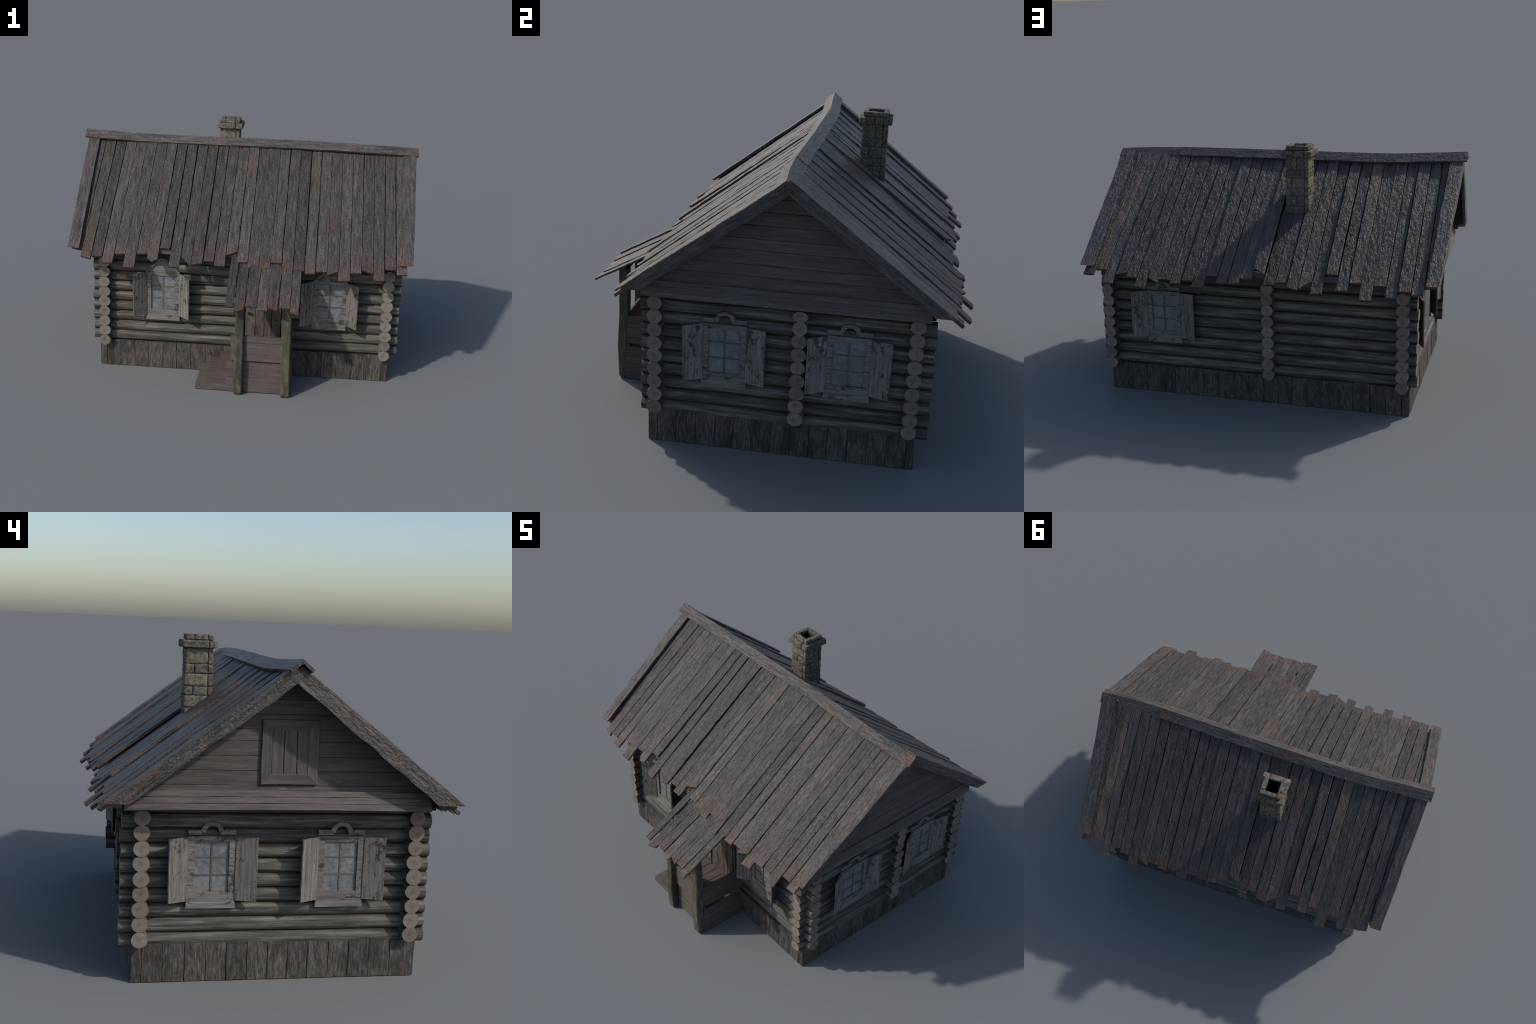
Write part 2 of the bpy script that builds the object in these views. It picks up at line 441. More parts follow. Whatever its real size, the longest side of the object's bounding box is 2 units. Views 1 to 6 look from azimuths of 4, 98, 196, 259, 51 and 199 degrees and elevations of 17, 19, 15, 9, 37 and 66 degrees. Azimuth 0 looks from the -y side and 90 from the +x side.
def window_meshes():
    def bar(u0, u1, w0, w1, d0, d1):
        return (*box_data(u0, u1, w0, w1, d0, d1), None)
    H = WZ1 - WZ0
    fr = [bar(-WH, -WH + 0.026, 0, H, -0.03, 0.0125), bar(WH - 0.026, WH, 0, H, -0.03, 0.0125),
          bar(-WH + 0.026, WH - 0.026, H - 0.021, H, -0.03, 0.0115), bar(-WH + 0.026, WH - 0.026, 0, 0.031, -0.03, 0.0115),
          ]
    bars = [bar(-0.0035, 0.0035, 0.031, H - 0.021, -0.01, 0.0065)]
    for w in (0.098, 0.169):
        bars.append(bar(-WH + 0.026, WH - 0.026, w - 0.0028, w + 0.0028, -0.01, 0.0060))
    V, F = join_data(bars)
    me_b = mesh_from("glazing_bar", V, F)
    me_b.materials.append(M_BAR)
    V, F = join_data(fr)
    me_f = mesh_from("window", V, F)
    V, F = box_data(-WH + 0.02, WH - 0.02, 0.025, H - 0.015, -0.02, 0.0040)
    me_g = mesh_from("pane", V, F)
    # sloping sill board: widens and leans out at its foot
    V = [(-WH, 0.001, 0.0), (WH, 0.001, 0.0), (WH + 0.004, -0.033, 0.0), (-WH - 0.004, -0.033, 0.0),
         (-WH, 0.001, 0.0120), (WH, 0.001, 0.0120), (WH + 0.004, -0.033, 0.016), (-WH - 0.004, -0.033, 0.016)]
    F = [(0, 1, 2, 3), (7, 6, 5, 4), (4, 5, 1, 0), (5, 6, 2, 1), (6, 7, 3, 2), (7, 4, 0, 3)]
    F = [tuple(reversed(f)) for f in F]
    me_s = mesh_from("sill", V, F)
    # header: two flat wings joined by a half-round arch
    n = 12
    out = [(-WH, 0.0), (-0.030, 0.0)]
    inner = [(-0.027 * math.cos(math.pi * i / n), 0.006 + 0.031 * math.sin(math.pi * i / n)) for i in range(n + 1)]
    outer = [(0.043 * math.cos(math.pi * i / n), 0.016 + 0.036 * math.sin(math.pi * i / n)) for i in range(n + 1)]
    # wings and arch as separate closed prisms so that each outline stays simple
    parts = [(*prism_data([(-WH, 0), (-0.028, 0), (-0.042, 0.019), (-WH, 0.019)], -0.020, 0.007), None),
             (*prism_data([(0.028, 0), (WH, 0), (WH, 0.019), (0.042, 0.019)], -0.020, 0.007), None)]
    for i in range(n):
        a, b = inner[i], inner[i + 1]
        c, d = (-outer[i + 1][0], outer[i + 1][1]), (-outer[i][0], outer[i][1])
        parts.append((*prism_data([a, d, c, b][::-1], -0.020, 0.010), None))
    V, F = join_data(parts)
    me_h = mesh_from("window_header", V, F)
    V, F = prism_data([(-0.092, 0.0), (0.092, 0.0), (0.0, 0.088)], -0.03, 0.010)
    pa = [(V, F, None)]
    for sgn in (-1, 1):
        bd = board_data(0.124, 0.006, 0.022, nx=4, edge=0.0006, ch=0.001)
        ang = math.atan2(0.088, 0.092)
        m = Matrix.Translation((sgn * 0.0955, 0.001, 0.020)) @ Matrix.Rotation(ang if sgn < 0 else math.pi - ang, 4, "Z")
        pa.append((*bd, m))
    V, F = join_data(pa)
    me_p = mesh_from("window_pediment", V, F)
    for me, m in ((me_f, M_FRAME), (me_g, M_GLASS), (me_s, M_FRAME), (me_h, M_FRAME), (me_p, M_FRAME)):
        me.materials.append(m)
    return me_f, me_g, me_s, me_h, me_p, me_b

MF, MG, MS, MH, MP, MB = window_meshes()
sh_meshes = []
for k in range(2):
    V, F = board_data(0.255, 0.087, 0.008, seed=k * 5.0, nx=16, edge=0.0015, relief=0.0005, ch=0.0012, cut0=(0.0, 0.002), cut1=(0.001, -0.002))
    me = mesh_from("shutter", V, F)
    me.materials.append(M_FRAME)
    sh_meshes.append(me)

def window(side, along, plane, pediment=False, open_deg=(28, 14)):
    n, r = SIDES[side]
    base = Vector((along, plane, WZ0)) if side in ("front", "back") else Vector((plane, along, WZ0))
    m = frame(base, r, n)
    w = add("window", MF, cabin, m)
    add("pane", MG, w, m)
    add("sill", MS, w, m)
    add("glazing_bar", MB, w, m)
    if pediment:
        add("window_pediment", MP, w, m @ Matrix.Translation((0, WZ1 - WZ0 + 0.001, 0)))
    else:
        add("window_header", MH, w, m @ Matrix.Translation((0, WZ1 - WZ0 + 0.005, 0)))
    for sgn, deg in zip((-1, 1), open_deg):
        a = math.radians(deg + R.uniform(-2, 2))
        h = Matrix.Translation((sgn * (WH - 0.001), -0.004, 0.012))
        # local: X up the wall, Y from the hinge outward or back to it
        rot = Matrix.Rotation(-sgn * a, 4, "Y")
        up = Matrix(((0, -1, 0, 0), (1, 0, 0, 0), (0, 0, 1, 0), (0, 0, 0, 1)))
        off = Matrix.Translation((0, -sgn * 0.0435, 0.004))
        add("shutter", sh_meshes[(sgn + 1) // 2], w, m @ h @ rot @ up @ off)

window("front", -0.429, -0.464, True, (36, 43))
window("front", 0.520, -0.464, True, (36, 43))
window("left", 0.386, -0.795)
window("left", -0.131, -0.795)
window("right", -0.136, 0.873)
window("right", 0.387, 0.873)
window("back", 0.531, 0.692)

# ------------------------------------------------------------------ roof
SF, SB = 0.775, 0.762               # pitch (rise over run) of the two slopes
RY = 0.116                          # ridge line
def zf(y):
    return 0.686 + SF * (y + 0.605)
def zb(y):
    return 0.675 + SB * (0.865 - y)
CF, CB = 1 / math.hypot(1, SF), 1 / math.hypot(1, SB)
XF, NF = Vector((0, CF, SF * CF)), Vector((0, -SF * CF, CF))
XB, NB = Vector((0, -CB, SB * CB)), Vector((0, SB * CB, CB))

deck = []
for f, n, y0 in ((zf, NF, -0.50), (zb, NB, 0.74)):
    x0, x1, t = -0.935, 0.935, 0.008
    a, b = Vector((0, y0, f(y0))) - n * 0.0165, Vector((0, RY, f(RY))) - n * 0.0165
    c, d = b - n * t, a - n * t
    V = [(x, p.y, p.z) for x in (x0, x1) for p in (a, b, c, d)]
    F = [(0, 1, 2, 3), (7, 6, 5, 4), (0, 4, 5, 1), (1, 5, 6, 2), (2, 6, 7, 3), (3, 7, 4, 0)]
    deck.append((V, F, None))
V, F = join_data(deck)
roof = add("roof", mesh_from("roof", V, F), cabin, None, (M_DARK,))

# eave of every plank, left to right: how far out its two corners reach (cm), and a pointed tip
FRONT_EAVE = [(55.0, 55.9), (59.2, 60.6), (59.1, 59.0), (62.3, 62.2), (57.2, 56.9), (64.0, 63.9), (56.3, 56.1), (58.5, 59.3),
              (53.5, 53.4), (62.3, 62.6), (56.6, 61.2), (61.3, 60.1), (58.5, 58.4), (60.7, 60.7), (55.1, 52.9), (58.2, 58.0),
              (60.5, 60.9), (60.7, 60.6), (57.5, 57.5), (63.4, 63.2), (60.8, 60.7), (62.1, 61.9), (60.7, 60.6), (62.6, 60.3),
              (64.8, 64.4), (60.8, 60.6), (58.5, 60.4), (63.9, 63.7), (57.6, 57.7), (60.3, 60.0)]
BACK_EAVE = [(83.4, 83.4), (80.7, 80.6), (87.1, 87.2), (82.9, 81.5), (83.4, 83.7), (88.5, 88.7), (83.2, 85.7), (83.7, 83.6),
             (85.2, 85.0), (83.7, 83.5), (86.4, 86.2), (80.5, 80.5), (83.6, 83.7), (83.8, 83.1), (80.8, 80.9), (75.9, 78.9),
             (82.9, 82.8), (81.5, 81.4), (83.5, 84.5), (84.2, 80.0), (85.9, 85.3), (76.3, 76.3), (83.4, 83.4), (79.5, 79.3),
             (87.3, 87.2), (80.0, 80.1), (85.2, 85.3), (82.2, 82.3), (83.3, 82.4), (79.0, 79.2)]
TIPS = {7: 0.018}
PITCH = 0.0622
# planks that have sprung: how far (m) the eave end and the middle stand off the slope
SPRUNG_FRONT = {2: (0.006, 0.002), 3: (0.004, 0.0), 7: (0.007, 0.003), 8: (0.010, 0.002), 11: (0.007, 0.002), 14: (0.009, 0.0),
                18: (0.005, 0.0), 19: (0.005, 0.002), 23: (0.005, 0.0), 25: (0.004, 0.002), 26: (0.003, 0.002)}
SPRUNG_BACK = {2: (0.001, 0.004), 3: (0.003, 0.005), 6: (0.004, 0.0), 9: (0.002, 0.006), 14: (0.005, 0.0), 15: (0.018, 0.002), 18: (0.004, 0.002),
               21: (0.009, 0.004), 24: (0.004, 0.0), 27: (0.004, 0.002)}

def roof_plank(i, cuts, front):
    """cuts = eave reach at the plank's left and right corner as seen from outside."""
    w = R.uniform(0.0558, 0.0614)
    f, c, X, N = (zf, CF, XF, NF) if front else (zb, CB, XB, NB)
    xc = (-0.9345 + PITCH * i + 0.0295) if front else (0.9265 - PITCH * i - 0.0295)
    far = max(cuts) / 100
    y0 = -far if front else far
    L = (RY - y0 if front else y0 - RY) / c - 0.012
    lift = R.uniform(-0.0015, 0.0025) + (0.0020 if i % 2 else -0.0005)
    cut_left, cut_right = ((far - k / 100) / c for k in cuts)
    # board Y points to the left as seen from outside
    raised, bow = (SPRUNG_FRONT if front else SPRUNG_BACK).get(i, (0.0, 0.0))
    o = Vector((xc, y0, f(y0))) + N * (lift + raised)
    x = (X * L - N * raised * 1.0).normalized()
    tilt = R.uniform(-0.026, 0.026)
    m = frame(o, x, N) @ Matrix.Rotation(tilt, 4, "X") @ Matrix.Rotation(R.uniform(-0.0012, 0.0012), 4, "Z")
    board("roof_plank", roof, M_ROOF, L, w, 0.0135, m, seed=R.uniform(0, 99), nx=26, edge=0.0018, relief=0.0011, ch=0.0014,
          cut0=(cut_right, cut_left), tip0=TIPS.get(i, 0) if front else 0, bend=bow + R.uniform(-0.002, 0.002))

for i, c in enumerate(FRONT_EAVE):
    roof_plank(i, c, True)
for i, c in enumerate(BACK_EAVE):
    roof_plank(i, c, False)

# purlins under the plank ends
for y, f, s in ((-0.513, zf, -1), (0.755, zb, 1)):
    board("eave_beam", roof, M_GABLE, 1.80, 0.030, 0.030, frame((-0.90, y, f(y) - 0.016), (1, 0, 0), (0, 0, 1)), nx=14)

# barge boards along the four gable edges: flat cover board plus a deep fascia, closing in towards the eaves
def barge(side, front, y_end, lift_end, lift_top=0.010):
    f, X, N = (zf, XF, NF) if front else (zb, XB, NB)
    c = CF if front else CB
    V, F = [], []
    nx = 26
    sgn = -1 if side == "left" else 1
    seed = R.uniform(0, 99)
    for i in range(nx + 1):
        s = i / nx
        y = RY + (y_end - RY) * s
        inner = 0.916 + (0.884 - 0.916) * s
        outer = (0.983 + (0.949 - 0.983) * s) if side == "left" else (0.990 + (0.960 - 0.990) * s)
        up = lift_top + (lift_end - lift_top) * s
        base = Vector((0, y, f(y)))
        wob = 0.003 * nz(s * 7, seed)
        wv = 0.004 * nz(s * 5, seed + 20)
        top, mid, low = up + wob, up - 0.014 + wob, -0.040 + wob + 0.006 * nz(s * 9, seed + 5)
        sec = [(inner + wv, top), (outer - 0.003 + wv, top), (outer + wv, top - 0.003), (outer + wv, low), (outer - 0.016 + wv, low), (outer - 0.016 + wv, mid), (inner + wv, mid)]
        for x, h in sec:
            p = base + N * h + X * (max(0.0, up - h) / abs(X.z / N.z) * s ** 3)   # ends cut level
            V.append((sgn * x, p.y, p.z))
    n = 7
    for i in range(nx):
        for j in range(n):
            a, b = i * n + j, i * n + (j + 1) % n
            F.append((a, b, b + n, a + n))
    F.append((0, 6, 5, 1)); F.append((1, 5, 4, 3, 2))
    e = nx * n
    F.append((e + 1, e + 5, e + 6, e)); F.append((e + 2, e + 3, e + 4, e + 5, e + 1))
    # keep grain running along local X: build in the slope's own frame
    flip = (sgn > 0) != front
    if flip:
        F = [tuple(reversed(q)) for q in F]
    o = Vector((sgn * 0.93, y_end, f(y_end)))
    m = frame(o, X, N)
    inv = m.inverted()
    me = mesh_from("barge_board", [inv @ Vector(v) for v in V], F)
    add("barge_board", me, roof, m, (M_TRIM,))
barge("left", True, -0.566, 0.028, 0.020)
barge("left", False, 0.796, 0.013, 0.016)
barge("right", True, -0.566, 0.020)
barge("right", False, 0.798, 0.012)

# ridge boards: two leaves in three lengths over a sagging, wandering ridge
RIDGE = [(-1.0, 0.107, 1.282), (-0.8, 0.113, 1.272), (-0.577, 0.123, 1.2645), (-0.186, 0.118, 1.2645), (0.03, 0.116, 1.2655),
         (0.30, 0.110, 1.2655), (0.634, 0.099, 1.264), (0.84, 0.099, 1.260), (1.0, 0.109, 1.252)]
def ridge_at(x):
    pts = RIDGE
    k = max(i for i in range(len(pts) - 1) if pts[i][0] <= x + 1e-9)
    p0, p1, p2, p3 = pts[max(k - 1, 0)], pts[k], pts[k + 1], pts[min(k + 2, len(pts) - 1)]
    s = (x - p1[0]) / (p2[0] - p1[0])
    out = []
    for a in (1, 2):
        m1 = (p2[a] - p0[a]) / max(p2[0] - p0[0], 1e-6) * (p2[0] - p1[0])
        m2 = (p3[a] - p1[a]) / max(p3[0] - p1[0], 1e-6) * (p2[0] - p1[0])
        out.append((2 * s**3 - 3 * s**2 + 1) * p1[a] + (s**3 - 2 * s**2 + s) * m1 + (-2 * s**3 + 3 * s**2) * p2[a] + (s**3 - s**2) * m2)
    return out
def ridge_leaf(x0, x1, sgn, raise_):
    V, F = [], []
    nx = max(6, int((x1 - x0) / 0.035))
    seed = R.uniform(0, 99)
    for i in range(nx + 1):
        x = x0 + (x1 - x0) * i / nx
        y, z = ridge_at(x)
        z += raise_ + 0.003
        dn = Vector((0, sgn * 0.765, -0.644))
        no = Vector((0, sgn * 0.644, 0.765))
        a = Vector((x, y, z))
        w = 0.061 + 0.002 * nz(x * 8, seed)
        th = 0.0125
        b = a + dn * w
        in_ = Vector((x, y, z - th / 0.765))
        V += [a, a + dn * (w * 0.5) + no * 0.0012 * nz(x * 20, seed), b, b - no * th, in_]
    for i in range(nx):
        for j in range(5):
            p, q = i * 5 + j, i * 5 + (j + 1) % 5
            F.append((p, q, q + 5, p + 5))
    F.append((0, 1, 2, 3, 4))
    F.append(tuple(nx * 5 + k for k in (4, 3, 2, 1, 0)))
    F = [tuple(reversed(q)) for q in F] if sgn < 0 else F
    y, z = ridge_at(x1)
    m = frame((x1 + 0.0, y, z), (-1, 0, 0), (0, sgn * 0.644, 0.765))
    inv = m.inverted()
    add("ridge_board", mesh_from("ridge_board", [inv @ Vector(v) for v in V], F), roof, m, (M_TRIM,))
for sgn in (-1, 1):
    for (x0, x1), k in zip(((-1.0, -0.138), (-0.137, 0.633), (0.634, 1.0)), (0.0, 0.0015, -0.0005)):
        ridge_leaf(x0, x1, sgn, k)

# ------------------------------------------------------------------ gables
def gable(side):
    n, r = SIDES[side]
    plane = -0.847 if side == "left" else 0.900
    sg = -1 if side == "left" else 1
    lo = 0.03
    ya, yb = -0.50, 0.725
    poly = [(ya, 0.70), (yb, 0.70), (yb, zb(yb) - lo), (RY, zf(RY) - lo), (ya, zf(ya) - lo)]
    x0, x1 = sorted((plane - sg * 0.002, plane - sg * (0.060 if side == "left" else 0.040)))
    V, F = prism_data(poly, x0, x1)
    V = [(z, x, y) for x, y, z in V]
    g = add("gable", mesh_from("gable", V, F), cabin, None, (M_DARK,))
    if side == "left":
        seams = [0.770, 0.795, 0.852, 0.908, 0.966, 1.011, 1.069, 1.125, 1.180, 1.240]
    else:
        seams = [0.764, 0.820, 0.870, 0.932, 0.980, 1.038, 1.094, 1.150, 1.210, 1.245]
    for a, b in zip(seams, seams[1:]):
        a2, b2 = a + 0.0004, b - 0.0008
        # span between the slopes at the lower and upper edge of the board
        def span(z):
            z = min(z, zf(RY) - 0.034)
            return (-0.605 + (z + 0.024 - 0.686) / SF, 0.865 - (z + 0.024 - 0.675) / SB)
        fl, bl = span(a2)
        fu, bu = span(b2)
        w = b2 - a2
        zc = (a2 + b2) / 2
        if side == "right":          # local X runs along +y
            o = Vector((plane + 0.004 + R.uniform(0, 0.0012), fl, zc))
            L = bl - fl
            c0, c1 = (0, fu - fl), (0, bu - bl)
        else:                        # local X runs along -y
            o = Vector((plane - 0.004 - R.uniform(0, 0.0012), bl, zc))
            L = bl - fl
            c0, c1 = (0, bl - bu), (0, fl - fu)
        board("gable_board", g, M_GABLE, L, w, 0.010, frame(o, r, n), seed=R.uniform(0, 99), nx=14, edge=0.001, relief=0.0005, ch=0.0014, cut0=c0, cut1=c1)
    # weather skirt: three boards leaning outward over the top log
    y0, y1 = (-0.490, 0.709) if side == "right" else (-0.465, 0.730)
    start = y0 if side == "right" else y1
    rows = [(0.776, 0.752), (0.752, 0.728), (0.728, 0.704)] if side == "left" else [(0.767, 0.742), (0.742, 0.718), (0.718, 0.694)]
    for k, (zt, zbm) in enumerate(rows):
        if side == "left":
            d0, d1, bow = 0.021 + 0.008 * k, 0.029 + 0.008 * k, (0.024 + 0.003 * k, 0.021 + 0.003 * k)
        else:
            d0, d1, bow = 0.009 + 0.002 * k, 0.011 + 0.002 * k, (0.004, 0.004)
        tan = (d1 - d0) / (zt - zbm)
        nn = (n + Vector((0, 0, tan))).normalized()
        o = Vector((plane + sg * (d0 + d1) / 2, start, (zt + zbm) / 2))
        board("skirt_board", g, M_GABLE, y1 - y0, zt - zbm + 0.0005, 0.012 + 0.006 * k, frame(o, r, nn), seed=R.uniform(0, 99), nx=18, edge=0.0018, relief=0.0005, ch=0.0014,
              bow=bow)
    board("skirt_board", g, M_GABLE, y1 - y0 - 0.05, 0.026, 0.012, frame(Vector((-0.801 if side == "left" else 0.880, start + (0.02 if side == "right" else -0.03), 0.692)), r, n),
          seed=R.uniform(0, 99), nx=12, edge=0.003)
    return g
g_left = gable("left")
gable("right")

# attic hatch on the left gable
n, r = SIDES["left"]
hz0, hz1, hy0, hy1, hx = 0.801, 1.049, -0.003, 0.219, -0.8625
hm = frame((hx, (hy0 + hy1) / 2, hz0), r, n)
hw, hh = (hy1 - hy0) / 2, hz1 - hz0
V, F = box_data(-hw + 0.01, hw - 0.01, 0.01, hh - 0.01, -0.024, -0.010)
hatch = add("hatch", mesh_from("hatch", V, F), cabin, hm, (M_GABLE,))
up = Matrix(((0, -1, 0, 0), (1, 0, 0, 0), (0, 0, 1, 0), (0, 0, 0, 1)))
for sgn in (-1, 1):
    board("hatch_board", hatch, M_GABLE, hh, 0.040, 0.022, hm @ Matrix.Translation((sgn * (hw - 0.020), 0, 0)) @ up, nx=8, seed=sgn + 3, cut0=(0, 0.038) if sgn > 0 else (0.038, 0), cut1=(0, -0.038) if sgn > 0 else (-0.038, 0))
for k in (0, 1):
    c = 0.038
    mm = hm @ Matrix.Translation((-hw + 0.001, 0.020 if k == 0 else hh - 0.020, -0.0006))
    board("hatch_board", hatch, M_GABLE, 2 * hw - 0.002, 0.040, 0.022, mm, nx=8, seed=k + 8, cut0=(0, c) if k == 0 else (c, 0), cut1=(0, -c) if k == 0 else (-c, 0))
edges = [-hw + 0.039, -0.024, 0.027, 0.073, hw - 0.039]
for a, b in zip(edges, edges[1:]):
    board("hatch_board", hatch, M_GABLE, hh - 0.076, b - a - 0.0016, 0.012, hm @ Matrix.Translation(((a + b) / 2, 0.038, -0.0022)) @ up, nx=8, seed=a * 90)

# ------------------------------------------------------------------ chimney
CX, CY = -0.151, 0.385
def shell(h0, h1, z0, z1, hole):
    """Square tube: outer half-widths h0 (bottom) and h1 (top), open inside."""
    V = []
    for z, h in ((z0, h0), (z1, h1)):
        V += [(CX + sx * h, CY + sy * h, z) for sx, sy in ((-1, -1), (1, -1), (1, 1), (-1, 1))]
    for z in (z0, z1):
        V += [(CX - 0.0015 + sx * hole, CY - 0.003 + sy * hole, z) for sx, sy in ((-1, -1), (1, -1), (1, 1), (-1, 1))]
    F = []
    for i in range(4):
        j = (i + 1) % 4
        F += [(i, j, 4 + j, 4 + i), (8 + j, 8 + i, 12 + i, 12 + j), (4 + i, 4 + j, 12 + j, 12 + i), (j, i, 8 + i, 8 + j)]
    return V, F
V, F = shell(0.0585, 0.0545, 0.93, 1.338, 0.0375)
chimney = add("chimney", mesh_from("chimney", V, F), cabin, None, (M_MORTAR,))
V, F = box_data(CX - 0.036, CX + 0.033, CY - 0.038, CY + 0.032, 0.90, 0.95)
add("flue", mesh_from("flue", V, F), chimney, None, (M_SOOT,))
V, F = shell(0.0365, 0.0365, 0.94, 1.325, 0.0358)
add("flue", mesh_from("flue", V, F), chimney, None, (M_SOOT,))

def stone_block(x0, x1, y0, y1, z0, z1):
    """One hewn stone: subdivided box with rounded arrises and a pitted face."""
    import bmesh
    bm = bmesh.new()
    bmesh.ops.create_cube(bm, size=1)
    s = Vector((x1 - x0, y1 - y0, z1 - z0))
    c = Vector(((x0 + x1) / 2, (y0 + y1) / 2, (z0 + z1) / 2))
    bmesh.ops.subdivide_edges(bm, edges=bm.edges, cuts=7, use_grid_fill=True)
    seed = R.uniform(0, 99)
    rad = 0.0030
    for v in bm.verts:
        p = Vector((v.co.x * s.x, v.co.y * s.y, v.co.z * s.z))
        h = s / 2
        core = Vector((max(-h.x + rad, min(h.x - rad, p.x)), max(-h.y + rad, min(h.y - rad, p.y)), max(-h.z + rad, min(h.z - rad, p.z))))
        d = p - core
        if d.length > 1e-6:
            p = core + d.normalized() * min(d.length, rad)
            nrm = d.normalized()
        else:
            nrm = p.normalized()
        q = p + c
        p = p + nrm * (0.0024 * nz(q.x * 60, q.y * 60, q.z * 60 + seed) + 0.0016 * nz(q.x * 140, q.y * 140, q.z * 140 + seed))
        v.co = p
    me = bpy.data.meshes.new("stone")
    bm.to_mesh(me)
    bm.free()
    me.polygons.foreach_set("use_smooth", [True] * len(me.polygons))
    add("stone", me, chimney, Matrix.Translation(c), (M_STONE,))

def stone_course(z0, z1, h, splits, hole=0.040):
    """A ring of stones; each side starts at one corner and is split once at a fraction."""
    g = 0.0020
    t = h - hole
    for k in range(4):
        sp = splits[k % len(splits)]
        a, b = -h, h - t - g
        cuts = [a] + ([a + (b - a) * f for f in sp] if sp else []) + [b]
        for u0, u1 in zip(cuts, cuts[1:]):
            e = g if u1 < b - 1e-6 else 0
            d = R.uniform(-0.0012, 0.0012)
            lo, hi = hole - 0.0, h + d
            # side k runs around: front (-y), right (+x), back (+y), left (-x)
            if k == 0:
                bx = (u0, u1 - e, -hi, -lo)
            elif k == 1:
                bx = (lo, hi, u0, u1 - e)
            elif k == 2:
                bx = (-(u1 - e), -u0, lo, hi)
            else:
                bx = (-hi, -lo, -(u1 - e), -u0)
            stone_block(CX + bx[0], CX + bx[1], CY + bx[2], CY + bx[3], z0 + g / 2, z1 - g / 2)

lines = [0.930, 0.976, 1.027, 1.080, 1.120, 1.175, 1.217, 1.288]
for k, (a, b) in enumerate(zip(lines, lines[1:])):
    h = 0.0635 - 0.0030 * k / 6
    sp = [[(), (0.40,), (0.35,), ()], [(0.55,), (), (), (0.4,)], [(), (0.65,), (0.3, 0.62), ()], [(), (), (0.3,), (0.38,)]][k % 4]
    stone_course(a, b, h, sp)
stone_course(1.2865, 1.3205, 0.0785, [(), (0.3, 0.65), (0.55,), ()])
stone_course(1.3215, 1.3455, 0.0603, [(0.35,), (), (), (0.4,)], hole=0.0368)

# ------------------------------------------------------------------ door
V, F = box_data(0.030, 0.264, -0.470, -0.43, 0.15, 0.60)
door = add("door", mesh_from("door", V, F), cabin, None, (M_DARK,))
n, r = SIDES["front"]
xs = [0.046, 0.104, 0.155, 0.197, 0.249]
for a, b in zip(xs, xs[1:]):
    board("door_board", door, M_DOOR, 0.420, b - a - 0.002, 0.008, frame(((a + b) / 2, -0.476 + R.uniform(-0.001, 0.001), 0.168), (0, 0, 1), n), nx=12, seed=a * 77, ch=0.0015)
for x in (0.034, 0.266):
    board("door_jamb", door, M_DOOR, 0.45, 0.014, 0.012, frame((x, -0.478, 0.168), (0, 0, 1), n), nx=8, seed=x * 9)
V, F = prism_data([(0.009 * math.cos(TAU * i / 12), 0.007 * math.sin(TAU * i / 12)) for i in range(12)], 0, 0.012)
V2, F2 = prism_data([(0.003, -0.003), (0.022, -0.006), (0.022, -0.001), (0.003, 0.003)], 0.008, 0.013)
V, F = join_data([(V, F, None), (V2, F2, None)])
add("door_handle", mesh_from("door_handle", V, F), door, frame((0.068, -0.476, 0.372), r, n), (M_IRON,))

# ------------------------------------------------------------------ porch
PX0, PX1, PY = -0.008, 0.314, -0.745
FZ = 0.167
V, F = box_data(PX0 - 0.02, PX1 - 0.015, PY + 0.03, -0.462, 0.004, FZ - 0.012)
porch = add("porch", mesh_from("porch", V, F), cabin, None, (M_DARK,))
k = 6
for i in range(k):
    w = (PX1 - 0.004 + 0.029) / k
    board("floor_board", porch, M_PORCH, -0.466 - (PY + 0.012), w - 0.0015, 0.011,
          frame((-0.029 + w * (i + 0.5), PY + 0.012, FZ + R.uniform(-0.001, 0.001)), (0, 1, 0), (0, 0, 1)), nx=8, seed=i * 3.3)
def panel(rows, x0, x1, side, plane, t, wob=0.0008):
    n, r = SIDES[side]
    for a, b in zip(rows, rows[1:]):
        c = (a + b) / 2
        p = Vector((x0, plane, c)) if side == "front" else Vector((plane, x0, c))
        board("porch_board", porch, M_PORCH, abs(x1 - x0), abs(a - b) - 0.0012, t, frame(p + n * R.uniform(0, 0.001), r, n), nx=10, seed=R.uniform(0, 99), edge=wob, relief=0.0004, ch=0.0012)
panel([0.339, 0.299, 0.230, 0.191], PX0, PX1 - 0.004, "front", PY, 0.012)
panel([0.184, 0.132, 0.087, 0.042, 0.001], -0.030, PX1 + 0.004, "front", PY + 0.012, 0.012)
panel([0.334, 0.296, 0.221, 0.187], PY + 0.001, -0.462, "right", PX1 + 0.002, 0.012)
panel([0.173, 0.127, 0.081, 0.036, 0.001], PY + 0.008, -0.468, "right", PX1 + 0.010, 0.012)

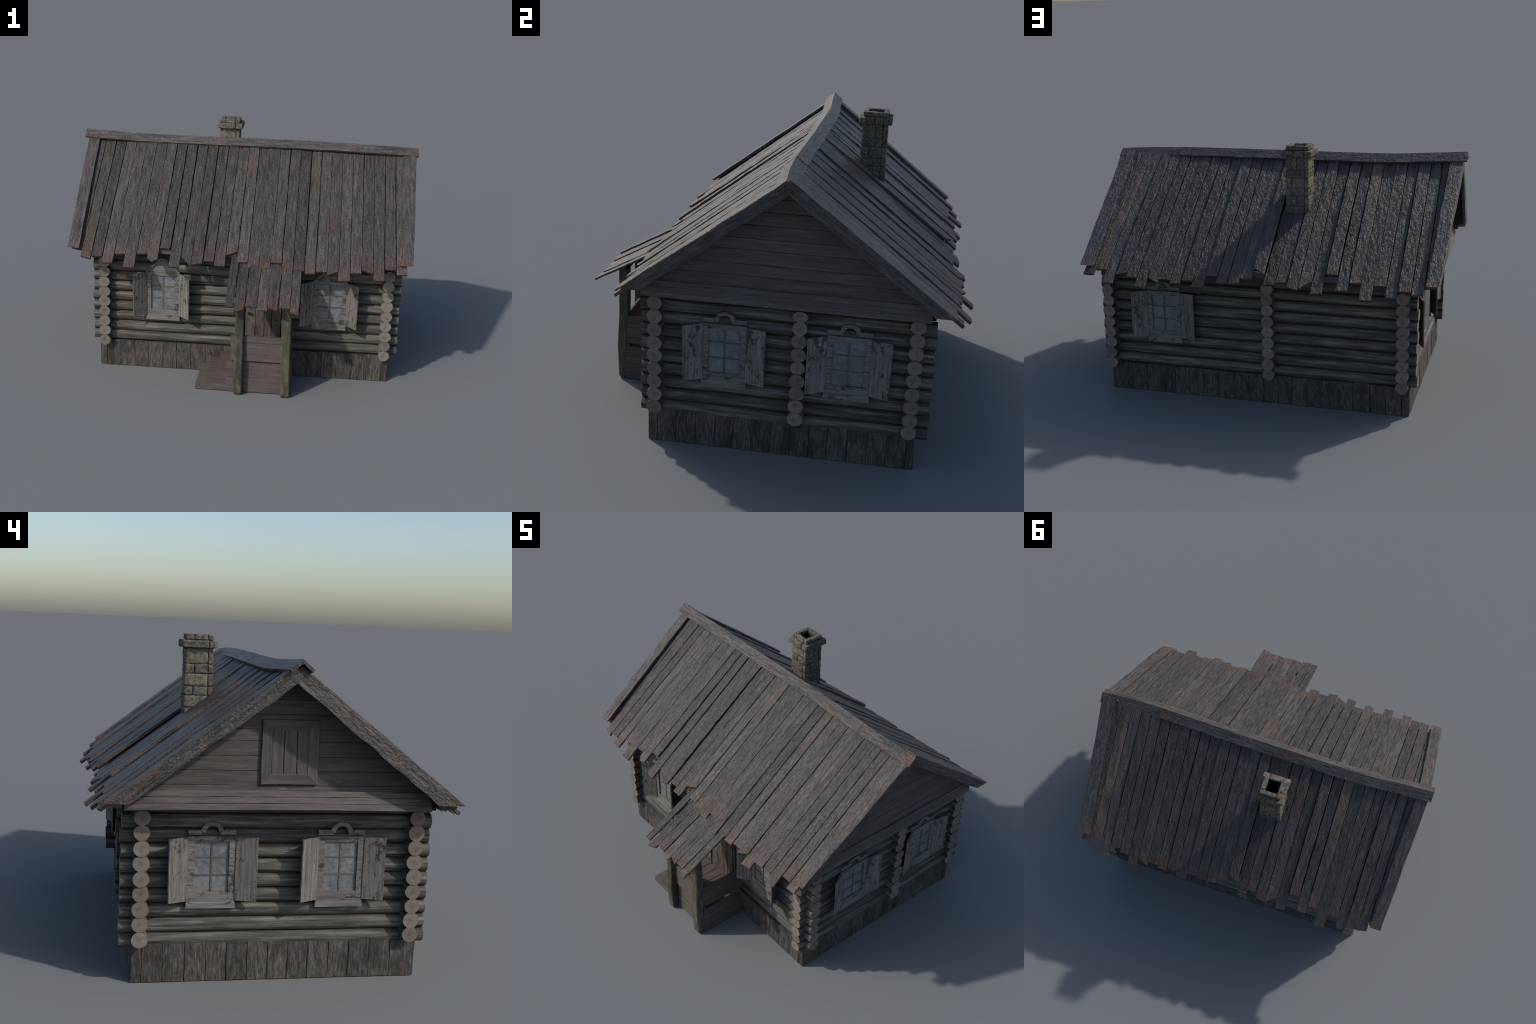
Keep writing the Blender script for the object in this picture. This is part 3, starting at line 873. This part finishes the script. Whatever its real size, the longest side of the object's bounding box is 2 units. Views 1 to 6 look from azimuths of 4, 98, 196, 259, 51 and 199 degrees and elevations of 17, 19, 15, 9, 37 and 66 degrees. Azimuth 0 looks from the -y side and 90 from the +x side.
# steps going down to the left
for i in range(3):
    xa = -0.203 + 0.058 * i
    zt = 0.043 + 0.041 * i
    zl = zt - 0.041
    x1 = PX0 + 0.03
    lean = 0.004 if i == 0 else 0.0
    V = [(xa - lean, -0.728, zl), (x1, -0.728, zl), (x1, -0.466, zl), (xa - lean, -0.466, zl),
         (xa + 0.003, -0.730, zt), (x1, -0.730, zt), (x1, -0.466, zt), (xa + 0.003, -0.466, zt)]
    F = [(3, 2, 1, 0), (4, 5, 6, 7), (0, 1, 5, 4), (1, 2, 6, 5), (2, 3, 7, 6), (3, 0, 4, 7)]
    o = Vector((xa, -0.6, zl))
    me = mesh_from("step", [Vector(v) - o for v in V], F)
    add("step", me, porch, Matrix.Translation(o), (M_PORCH,))

# hewn eight-sided posts with a slight crook
def post(base, top, h, w, crook):
    V, F, nst = [], [], 14
    seed = R.uniform(0, 99)
    for i in range(nst + 1):
        s = i / nst
        c = Vector(base).lerp(Vector(top), s)
        b = max(0.0, 1 - abs(s - 0.3) / 0.3) if s < 0.6 else 0
        c.y -= crook * b
        k = w / 2 * (0.80 if i == 0 else 1.0) * (1 + 0.04 * nz(s * 6, seed))
        ch = 0.22
        pts = [(-1 + ch, -1), (1 - ch, -1), (1, -1 + ch), (1, 1 - ch), (1 - ch, 1), (-1 + ch, 1), (-1, 1 - ch), (-1, -1 + ch)]
        z = h * s if i else 0.0
        if i == 1:
            z = 0.012
        for x, y in pts:
            V.append((c.x + x * k, c.y + y * k * 0.9, z))
    n = 8
    for i in range(nst):
        for j in range(n):
            a, b = i * n + j, i * n + (j + 1) % n
            F.append((a, b, b + n, a + n))
    F.append(tuple(reversed(range(n))))
    F.append(tuple(range(nst * n, nst * n + n)))
    # local X up the post so that the grain follows it
    m = frame((base[0], base[1], 0), (0, 0, 1), (0, -1, 0))
    inv = m.inverted()
    add("porch_post", mesh_from("porch_post", [inv @ Vector(v) for v in V], F), porch, m, (M_POST,))
post((0.038, -0.752, 0), (0.039, -0.750, 0), 0.578, 0.046, 0.008)
post((0.297, -0.753, 0), (0.289, -0.751, 0), 0.578, 0.051, 0.008)
# porch roof: a low lean-to of planks slipped under the main eaves
PS = 0.55
def zp(y):
    return 0.543 + PS * (y + 0.86)
CP = 1 / math.hypot(1, PS)
XP, NP = Vector((0, CP, PS * CP)), Vector((0, -PS * CP, CP))
PORCH_EAVE = [(-0.035, 0.009, 85.5, 85.4), (0.014, 0.069, 87.6, 86.1), (0.072, 0.134, 84.2, 84.8), (0.136, 0.190, 85.9, 85.8),
              (0.191, 0.246, 84.0, 85.5), (0.251, 0.309, 84.2, 84.3), (0.310, 0.357, 86.1, 87.5)]
for i, (xl, xr, yl, yr) in enumerate(PORCH_EAVE):
    yl, yr = yl + 0.7, yr + 0.7
    far = max(yl, yr) / 100
    L = (far - 0.455) / CP
    o = Vector(((xl + xr) / 2, -far, zp(-far))) + NP * (0.004 if i in (0, 2, 5) else R.uniform(-0.002, 0.001))
    xp = XP
    if i == 0:                      # the outermost plank has sprung up off the frame
        o = o + NP * 0.003
        xp = (XP * L + NP * 0.003).normalized()
    m = frame(o, xp, NP) @ Matrix.Rotation(R.uniform(-0.03, 0.03), 4, "X")
    board("roof_plank", porch, M_ROOF, L, xr - xl, 0.010, m, seed=R.uniform(0, 99), nx=14, edge=0.003, relief=0.001, ch=0.0015,
          cut0=((far - yr / 100) / CP, (far - yl / 100) / CP))
for y, x0, x1 in ((-0.750, 0.01, 0.32),):
    board("porch_beam", porch, M_GABLE, x1 - x0, 0.028, 0.026, frame((x0, y, zp(y) - 0.014), (1, 0, 0), (0, 0, 1)), nx=8, seed=y)

bpy.context.view_layer.update()
